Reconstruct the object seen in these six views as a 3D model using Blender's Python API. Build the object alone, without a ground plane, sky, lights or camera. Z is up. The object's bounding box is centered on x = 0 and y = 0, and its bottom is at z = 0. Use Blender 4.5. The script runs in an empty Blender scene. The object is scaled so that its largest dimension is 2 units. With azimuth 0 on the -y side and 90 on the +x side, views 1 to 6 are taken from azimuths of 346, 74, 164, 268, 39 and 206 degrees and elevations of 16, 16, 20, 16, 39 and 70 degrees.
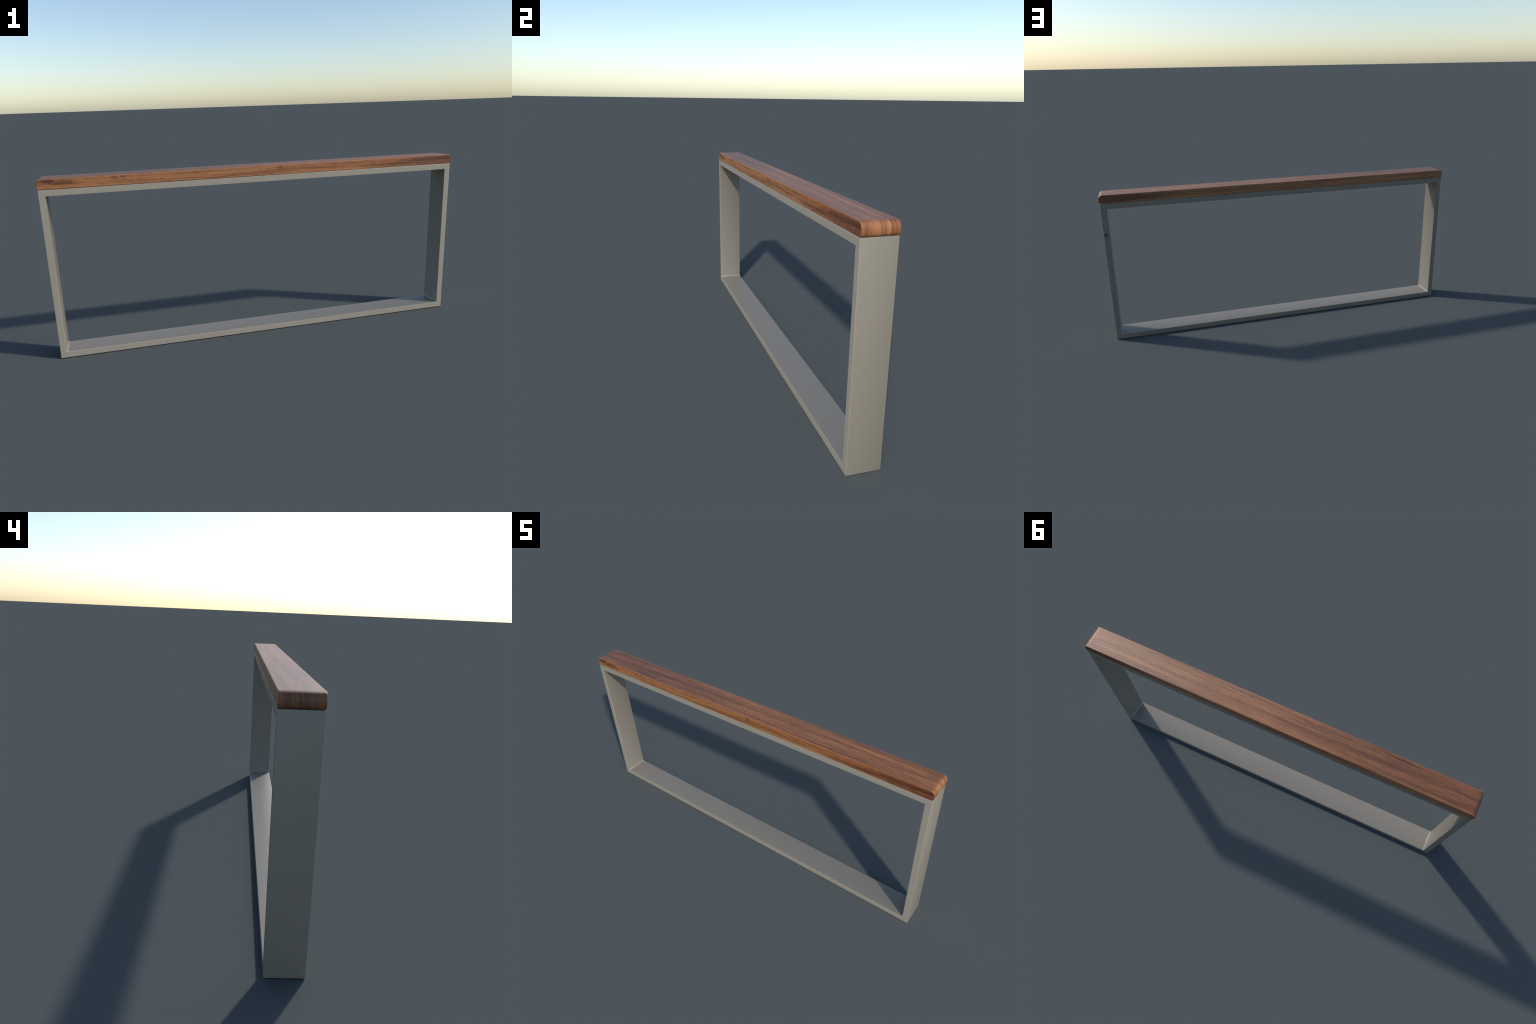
"""Leaning rail: a flat rectangular hoop of welded box section, capped by a
timber board whose ends are rounded off.  Everything is built from a handful of
dimensions (metres)."""
import bpy, bmesh, math
from mathutils import Vector

# ------------------------------------------------------------------ dimensions
FRAME_X = 0.9962      # half length of the steel hoop
FRAME_Y = 0.0616      # half depth
FRAME_Z = 0.7828      # height of the hoop
TUBE = 0.0284         # thickness of the section seen from the front
EDGE = 0.0017         # rounding of the steel edges
WELD = 0.0076         # weld fillet in the two lower inside corners
HOLE_X, HOLE_Z, HOLE_R, HOLE_DEEP = 0.9826, 0.614, 0.0098, 0.014

BOARD_X = 1.0         # half length of the timber board
BOARD_Y = 0.0620
BOARD_Z0 = FRAME_Z + 0.0012
BOARD_Z1 = 0.8287
TOP_RX, TOP_RZ = 0.0215, 0.0225      # upper end rounding
LOW_RX, LOW_RZ = 0.0112, 0.0190      # lower end rounding
BOARD_EDGE = 0.0028    # rounding of the long upper edges and the end outline
BOARD_UNDER = 0.0014   # the under edges are nearly sharp


# ------------------------------------------------------------------- node tools
class Graph:
    def __init__(self, name):
        self.mat = bpy.data.materials.new(name)
        self.mat.use_nodes = True
        self.t = self.mat.node_tree
        self.t.nodes.clear()
        self.out = self.node("ShaderNodeOutputMaterial")
        self.bsdf = self.node("ShaderNodeBsdfPrincipled")
        self.t.links.new(self.bsdf.outputs[0], self.out.inputs[0])

    def node(self, kind, **props):
        n = self.t.nodes.new(kind)
        for k, v in props.items():
            setattr(n, k, v)
        return n

    def put(self, socket, value):
        if isinstance(value, bpy.types.NodeSocket):
            self.t.links.new(value, socket)
        elif isinstance(value, (tuple, list)) and len(value) == 3 and socket.type == "RGBA":
            socket.default_value = (*value, 1)
        else:
            socket.default_value = value

    def math(self, op, a, b=0.0, c=None, clamp=False):
        n = self.node("ShaderNodeMath", operation=op, use_clamp=clamp)
        self.put(n.inputs[0], a)
        self.put(n.inputs[1], b)
        if c is not None:
            self.put(n.inputs[2], c)
        return n.outputs[0]

    def add(self, a, b): return self.math("ADD", a, b)
    def sub(self, a, b): return self.math("SUBTRACT", a, b)
    def mul(self, a, b): return self.math("MULTIPLY", a, b)

    def step(self, x, lo, hi, to_lo=0.0, to_hi=1.0):
        n = self.node("ShaderNodeMapRange", interpolation_type="SMOOTHSTEP")
        for i, v in enumerate((x, lo, hi, to_lo, to_hi)):
            self.put(n.inputs[i], v)
        return n.outputs[0]

    def vec(self, x, y, z):
        n = self.node("ShaderNodeCombineXYZ")
        for i, v in enumerate((x, y, z)):
            self.put(n.inputs[i], v)
        return n.outputs[0]

    def split(self, v):
        n = self.node("ShaderNodeSeparateXYZ")
        self.put(n.inputs[0], v)
        return n.outputs

    def noise(self, v, scale, detail=3.0, rough=0.5, distortion=0.0):
        """noise on v after stretching it by the 3-tuple scale"""
        m = self.node("ShaderNodeVectorMath", operation="MULTIPLY")
        self.put(m.inputs[0], v)
        m.inputs[1].default_value = scale
        n = self.node("ShaderNodeTexNoise")
        self.put(n.inputs["Vector"], m.outputs[0])
        n.inputs["Scale"].default_value = 1.0
        n.inputs["Detail"].default_value = detail
        n.inputs["Roughness"].default_value = rough
        n.inputs["Distortion"].default_value = distortion
        return n.outputs["Fac"]

    def ramp(self, x, stops):
        n = self.node("ShaderNodeValToRGB")
        r = n.color_ramp
        while len(r.elements) < len(stops):
            r.elements.new(0.5)
        for e, (p, c) in zip(r.elements, stops):
            e.position, e.color = p, (*c, 1)
        self.put(n.inputs[0], x)
        return n.outputs[0]

    def mix(self, fac, a, b, blend="MIX"):
        n = self.node("ShaderNodeMix", data_type="RGBA", blend_type=blend)
        self.put(n.inputs["Factor"], fac)
        self.put(n.inputs[6], a)
        self.put(n.inputs[7], b)
        return n.outputs[2]

    def mixf(self, fac, a, b):
        n = self.node("ShaderNodeMix", data_type="FLOAT")
        self.put(n.inputs["Factor"], fac)
        self.put(n.inputs[2], a)
        self.put(n.inputs[3], b)
        return n.outputs[0]


def steel_material():
    g = Graph("painted_steel")
    co = g.node("ShaderNodeTexCoord").outputs["Object"]
    x, y, z = g.split(co)
    cloud = g.noise(co, (3.0, 9.0, 3.0), 2)
    fine = g.noise(co, (160, 160, 160), 2)
    tone = g.add(0.5, g.add(g.mul(g.sub(cloud, 0.5), 0.5), g.mul(g.sub(fine, 0.5), 0.15)))
    outside = g.mix(tone, *STEEL_OUT)
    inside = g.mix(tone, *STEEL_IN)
    # occlusion shade baked into the colour: faces looking into the hoop are darkened
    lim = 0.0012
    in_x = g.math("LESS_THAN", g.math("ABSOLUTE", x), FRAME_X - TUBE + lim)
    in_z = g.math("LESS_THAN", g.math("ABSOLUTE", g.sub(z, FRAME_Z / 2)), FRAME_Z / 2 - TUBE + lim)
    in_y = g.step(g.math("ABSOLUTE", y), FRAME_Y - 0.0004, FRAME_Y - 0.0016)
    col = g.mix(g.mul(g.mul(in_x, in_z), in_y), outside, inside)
    # lower corner fillets coloured paler than their neighbours, for the band catching the sun
    nx, ny, nz = g.split(g.node("ShaderNodeTexCoord").outputs["Normal"])
    slope = g.math("MINIMUM", g.math("ABSOLUTE", nx), nz)
    col = g.mix(g.step(slope, 0.30, 0.50), col, outside)
    # base colour set by facing: front lightened, back darkened to the brightness seen
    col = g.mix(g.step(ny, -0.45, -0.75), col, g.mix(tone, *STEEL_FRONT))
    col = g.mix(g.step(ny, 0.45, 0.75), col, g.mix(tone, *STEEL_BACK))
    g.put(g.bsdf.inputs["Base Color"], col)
    g.put(g.bsdf.inputs["Metallic"], 0.0)
    g.put(g.bsdf.inputs["Roughness"], g.add(STEEL_ROUGH, g.mul(g.sub(cloud, 0.5), 0.05)))
    g.put(g.bsdf.inputs["Specular IOR Level"], STEEL_SPEC)
    return g.mat


STEEL_OUT = (0.248, 0.220, 0.174), (0.266, 0.236, 0.188)
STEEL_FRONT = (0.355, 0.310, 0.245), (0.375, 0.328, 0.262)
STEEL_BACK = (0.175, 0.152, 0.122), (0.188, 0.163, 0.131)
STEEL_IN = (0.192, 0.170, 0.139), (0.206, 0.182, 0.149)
STEEL_ROUGH, STEEL_SPEC = 0.45, 0.5


def timber_material():
    g = Graph("oiled_timber")
    tc = g.node("ShaderNodeTexCoord")
    x, y, z = g.split(tc.outputs["Object"])
    nx, ny, nz = g.split(tc.outputs["Normal"])
    side = g.step(g.math("ABSOLUTE", ny), 0.52, 0.70)            # 1 on the long faces
    # the grain runs along the board, over the rounded ends and down them
    end_sign = g.math("SIGN", x)
    along = g.sub(x, g.mul(g.mul(end_sign, g.sub(z, BOARD_Z1)), g.sub(1.0, side)))
    across = g.mixf(side, y, z)
    slab = g.add(g.mul(side, 3.7), g.mul(g.math("SIGN", g.mul(y, side)), 1.9))
    raw = g.vec(along, across, slab)
    sway = g.noise(raw, (2.2, 9.0, 1.0), 2)
    sway2 = g.noise(raw, (9.0, 30.0, 1.0), 2)
    across2 = g.add(across, g.add(g.mul(g.sub(sway, 0.5), 0.016), g.mul(g.sub(sway2, 0.5), 0.003)))
    v = g.vec(along, across2, slab)

    broad = g.noise(v, (1.3, 34.0, 1.0), 2, 0.5)
    streak = g.noise(v, (2.6, 120.0, 1.0), 3, 0.6)
    fibre = g.noise(v, (13.0, 380.0, 1.0), 3, 0.65)
    vein = g.step(g.noise(v, (1.5, 165.0, 1.0), 2, 0.5), 0.55, 0.68)
    figure = g.noise(v, (42.0, 170.0, 1.0), 2, 0.5)

    tone = g.add(g.mul(g.sub(broad, 0.5), 0.38), g.mul(g.sub(streak, 0.5), 0.50))
    tone = g.add(tone, g.mul(g.sub(fibre, 0.5), 0.50))
    tone = g.add(tone, g.mul(g.sub(figure, 0.5), g.mixf(side, 0.12, 0.30)))
    tone = g.add(tone, g.mixf(side, 0.462, 0.515))

    front = g.mul(side, g.math("LESS_THAN", y, 0.0))
    top = g.sub(1.0, side)

    def patch(cx, ca, rx, ra, where, ragged=0.8):
        """soft-edged ragged ellipse in (length, across) coordinates"""
        u = g.math("DIVIDE", g.sub(x, cx), rx)
        w = g.math("DIVIDE", g.sub(across, ca), ra)
        d = g.math("SQRT", g.add(g.mul(u, u), g.mul(w, w)))
        d = g.add(d, g.mul(g.sub(g.noise(raw, (34.0, 190.0, 1.0), 3), 0.5), ragged))
        return g.mul(g.step(d, 1.15, 0.35), where)

    dark = [
        (patch(-0.955, 0.818, 0.040, 0.010, front), 0.24),
        (patch(-0.885, 0.807, 0.060, 0.014, front, 1.2), 0.22),
        (patch(-0.676, 0.817, 0.020, 0.009, front), 0.16),
        (patch(-0.640, 0.820, 0.012, 0.007, front), 0.14),
        (patch(0.084, 0.815, 0.013, 0.010, front), 0.20),
        (patch(1.02, 0.806, 0.42, 0.042, front, 0.5), 0.21),
        (patch(0.62, 0.798, 0.16, 0.008, front, 0.8), 0.15),
        (patch(0.295, -0.002, 0.010, 0.012, top, 1.6), 0.07),
        (patch(0.135, -0.040, 0.012, 0.010, top, 1.6), 0.07),
        (patch(-0.62, -0.047, 0.09, 0.006, top, 0.6), 0.16),
        (patch(-0.30, 0.004, 0.42, 0.011, top, 0.6), 0.10),
        (patch(-0.85, 0.0, 0.75, 0.075, top, 0.3), 0.10),
        (patch(1.00, 0.810, 0.45, 0.034, g.sub(side, front), 0.5), 0.26),
    ]
    for mask, amount in dark:
        tone = g.sub(tone, g.mul(mask, amount))
    light = [
        (patch(0.80, 0.026, 0.30, 0.008, top, 0.5), 0.12),
        (patch(1.00, 0.024, 0.03, 0.010, top, 0.3), 0.14),
        (patch(-0.10, 0.045, 0.45, 0.008, top, 0.6), 0.06),
    ]
    for mask, amount in light:
        tone = g.add(tone, g.mul(mask, amount))

    col = g.ramp(tone, [
        (0.10, (0.055, 0.023, 0.012)),
        (0.28, (0.130, 0.050, 0.022)),
        (0.42, (0.240, 0.096, 0.038)),
        (0.55, (0.360, 0.155, 0.060)),
        (0.74, (0.540, 0.250, 0.105)),
    ])
    # some growth bands lean to red, some to olive
    hue = g.noise(v, (1.1, 75.0, 3.0), 2, 0.5)
    col = g.mix(g.step(hue, 0.50, 0.72, 0.0, 0.75), col, (1.06, 0.82, 0.80), "MULTIPLY")
    col = g.mix(g.step(hue, 0.48, 0.30, 0.0, 0.75), col, (0.92, 1.0, 0.94), "MULTIPLY")
    col = g.mix(g.mul(vein, 0.65), col, (0.72, 0.58, 0.60), "MULTIPLY")
    # the flat top is multiplied darker than the edges
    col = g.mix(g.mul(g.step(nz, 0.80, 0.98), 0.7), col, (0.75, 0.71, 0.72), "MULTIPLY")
    # long faces: front tinted warmer, back multiplied darker
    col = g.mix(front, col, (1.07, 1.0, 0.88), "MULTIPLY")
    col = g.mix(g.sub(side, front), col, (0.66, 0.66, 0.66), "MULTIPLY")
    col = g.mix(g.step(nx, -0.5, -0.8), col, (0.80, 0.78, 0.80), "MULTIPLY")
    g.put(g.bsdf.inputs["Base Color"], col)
    g.put(g.bsdf.inputs["Roughness"], g.add(0.49, g.mul(g.sub(streak, 0.5), 0.12)))
    g.put(g.bsdf.inputs["Specular IOR Level"], 0.53)
    bump = g.node("ShaderNodeBump")
    bump.inputs["Strength"].default_value = 0.15
    bump.inputs["Distance"].default_value = 0.0006
    g.put(bump.inputs["Height"], fibre)
    g.put(g.bsdf.inputs["Normal"], bump.outputs[0])
    return g.mat


# ------------------------------------------------------------------- geometry
def link(name, mesh, parent):
    ob = bpy.data.objects.new(name, mesh)
    bpy.context.scene.collection.objects.link(ob)
    ob.parent = parent
    return ob


def loop_faces(bm, loops, close=True):
    """skin consecutive vertex loops with quads"""
    for a, b in zip(loops, loops[1:]):
        n = len(a)
        for i in range(n):
            bm.faces.new((a[i], a[(i + 1) % n], b[(i + 1) % n], b[i]))


def build_frame(parent, material):
    """one welded hoop, bevelled as a whole, then separated into its members"""
    bm = bmesh.new()
    outer = [(-FRAME_X, 0), (FRAME_X, 0), (FRAME_X, FRAME_Z), (-FRAME_X, FRAME_Z)]
    ix = FRAME_X - TUBE
    inner = [(-ix, TUBE), (ix, TUBE), (ix, FRAME_Z - TUBE), (-ix, FRAME_Z - TUBE)]
    ring = lambda pts, y: [bm.verts.new((px, y, pz)) for px, pz in pts]
    of, ob_, ib, inf = ring(outer, -FRAME_Y), ring(outer, FRAME_Y), ring(inner, FRAME_Y), ring(inner, -FRAME_Y)
    loop_faces(bm, [of, ob_, ib, inf, of])
    bmesh.ops.recalc_face_normals(bm, faces=bm.faces)
    # weld fillets: the two lower inside corners
    fillets = [e for e in bm.edges
               if all(abs(abs(v.co.x) - ix) < 1e-5 and abs(v.co.z - TUBE) < 1e-5 for v in e.verts)
               and abs(e.verts[0].co.y - e.verts[1].co.y) > 0.01]
    bmesh.ops.bevel(bm, geom=fillets, offset=WELD, offset_type="OFFSET", segments=WELD_SEGMENTS, profile=0.5, affect="EDGES")
    bm.normal_update()
    sharp = [e for e in bm.edges if len(e.link_faces) == 2 and e.calc_face_angle(0) > math.radians(50)]
    bmesh.ops.bevel(bm, geom=sharp, offset=EDGE, offset_type="OFFSET", segments=EDGE_SEGMENTS, profile=0.5,
                    affect="EDGES", clamp_overlap=True)
    whole = bpy.data.meshes.new("hoop")
    bm.to_mesh(whole)
    bm.free()

    # blind bolt hole in the back of one upright
    hoop = bpy.data.objects.new("hoop", whole)
    bpy.context.scene.collection.objects.link(hoop)
    cb = bmesh.new()
    made = bmesh.ops.create_cone(cb, cap_ends=True, segments=12, radius1=HOLE_R, radius2=HOLE_R, depth=2 * HOLE_DEEP)
    for v in made["verts"]:
        px, py, pz = v.co
        v.co = (HOLE_X + px, FRAME_Y - pz, HOLE_Z + py)
    if cb.calc_volume(signed=True) < 0:
        bmesh.ops.reverse_faces(cb, faces=cb.faces)
    cm = bpy.data.meshes.new("drill")
    cb.to_mesh(cm)
    cb.free()
    drill = bpy.data.objects.new("drill", cm)
    bpy.context.scene.collection.objects.link(drill)
    m = hoop.modifiers.new("drill", "BOOLEAN")
    m.operation, m.solver, m.object = "DIFFERENCE", "EXACT", drill
    bpy.context.view_layer.update()
    done = bpy.data.meshes.new_from_object(hoop.evaluated_get(bpy.context.evaluated_depsgraph_get()))
    bpy.data.objects.remove(hoop)
    bpy.data.objects.remove(drill)

    bm = bmesh.new()
    bm.from_mesh(done)
    bm.verts.ensure_lookup_table()

    def in_hole(f):
        c = f.calc_center_median()
        return math.hypot(c.x - HOLE_X, c.z - HOLE_Z) < HOLE_R * 1.001 and 0 < FRAME_Y - c.y <= HOLE_DEEP * 1.001 and c.y > 0

    # crisp rim and floor in the hole: part the faces there before smoothing
    bowl = [f for f in bm.faces if in_hole(f)]
    rim = [e for e in bm.edges if len(e.link_faces) == 2 and e.calc_face_angle(0) > 1.2
           and any(f in bowl for f in e.link_faces)]
    bmesh.ops.split_edges(bm, edges=rim)
    bm.normal_update()
    bm.verts.index_update()
    bm.faces.index_update()
    normals = [v.normal.copy() for v in bm.verts]

    def member(f):
        c = f.calc_center_median()
        side = FRAME_X - abs(c.x)                # distance in from the end
        low, high = c.z, FRAME_Z - c.z
        if side <= min(low, high) + 1e-6:
            return "leg_right" if c.x > 0 else "leg_left"
        return "base_rail" if low < high else "top_rail"

    groups = {}
    for f in bm.faces:
        groups.setdefault(member(f), []).append(f)
    parts = []
    for key, name in (("leg_left", "leg"), ("leg_right", "leg"), ("base_rail", "base_rail"), ("top_rail", "top_rail")):
        used, faces, vn, flat = {}, [], [], []
        cos = []
        for f in groups[key]:
            idx = []
            for v in f.verts:
                if v.index not in used:
                    used[v.index] = len(cos)
                    cos.append(tuple(v.co))
                    vn.append(normals[v.index])
                idx.append(used[v.index])
            faces.append(idx)
            flat.append(f.normal.copy() if max(abs(f.normal.y), abs(f.normal.z)) > 0.999 else None)
        me = bpy.data.meshes.new(name)
        me.from_pydata(cos, [], faces)
        me.materials.append(material)
        me.polygons.foreach_set("use_smooth", [True] * len(me.polygons))
        # front and back stay flat, the rails nearly so, everything else blends over the soft edges
        loops = [None] * len(me.loops)
        for p, fn in zip(me.polygons, flat):
            for li in p.loop_indices:
                n = vn[me.loops[li].vertex_index]
                if fn:
                    n = n.lerp(fn, 1.0 if abs(fn.y) > 0.5 else 0.45).normalized()
                loops[li] = n
        me.normals_split_custom_set(loops)
        parts.append(link(name, me, parent))
    bm.free()
    return parts


WELD_SEGMENTS, EDGE_SEGMENTS = 2, 2


def build_board(parent, material):
    """timber board: end profile drawn in the x-z plane, extruded across"""
    def quarter(cx, cz, rx, rz, a0, a1, n=12, power=2.0):
        """quarter of a superellipse"""
        pts = []
        for i in range(n + 1):
            a = math.radians(a0 + (a1 - a0) * i / n)
            c, d = math.cos(a), math.sin(a)
            pts.append((cx + rx * math.copysign(abs(c) ** (2 / power), c), cz + rz * math.copysign(abs(d) ** (2 / power), d)))
        return pts
    right = quarter(BOARD_X - LOW_RX, BOARD_Z0 + LOW_RZ, LOW_RX, LOW_RZ, -90, 0, 10, 2.35)
    right += [p for p in quarter(BOARD_X - TOP_RX, BOARD_Z1 - TOP_RZ, TOP_RX, TOP_RZ, 0, 90, 12)]
    left = [(-px, pz) for px, pz in reversed(right)]
    outline = right + left
    n = len(outline)
    rows = []
    for i, (px, pz) in enumerate(outline):
        (ax, az), (cx, cz) = outline[i - 1], outline[(i + 1) % n]
        d = Vector((cx - ax, cz - az)).normalized()
        k = min(1.0, max(0.0, (pz - BOARD_Z0) / 0.016))
        rows.append((px, pz, d.y, -d.x, BOARD_UNDER + (BOARD_EDGE - BOARD_UNDER) * k))
    bm = bmesh.new()
    steps = [math.radians(a) for a in (90, 60, 30, 0)]
    loops = []
    for sign, angles in ((-1, steps), (1, steps[::-1])):
        for t in angles:
            loops.append([bm.verts.new((px - nx * r * (1 - math.cos(t)), sign * (BOARD_Y - r + r * math.sin(t)),
                                        pz - nz * r * (1 - math.cos(t)))) for px, pz, nx, nz, r in rows])
    loop_faces(bm, loops)
    bm.faces.new(loops[0])
    bm.faces.new(list(reversed(loops[-1])))
    bmesh.ops.recalc_face_normals(bm, faces=bm.faces)
    # cross cuts so that the long faces are not single slivers
    for k in range(1, 40):
        px = -0.96 + 1.92 * k / 40
        bmesh.ops.bisect_plane(bm, geom=bm.verts[:] + bm.edges[:] + bm.faces[:], plane_co=(px, 0, 0), plane_no=(1, 0, 0))
    bm.normal_update()
    me = bpy.data.meshes.new("wooden_board")
    bm.to_mesh(me)
    bm.free()
    me.materials.append(material)
    me.polygons.foreach_set("use_smooth", [True] * len(me.polygons))
    # area-weighted normals keep the flats flat
    vn = [Vector() for _ in me.vertices]
    for p in me.polygons:
        for i in p.vertices:
            vn[i] += p.normal * p.area
    me.normals_split_custom_set_from_vertices([n.normalized() for n in vn])
    return link("wooden_board", me, parent)


def main():
    rail = bpy.data.objects.new("leaning_rail", None)
    rail.empty_display_size = 0.2
    bpy.context.scene.collection.objects.link(rail)
    rail["label"] = "long flat steel hoop rail with brown timber board on top"
    rail["category"] = "street furniture rail"
    build_frame(rail, steel_material())
    build_board(rail, timber_material())


main()
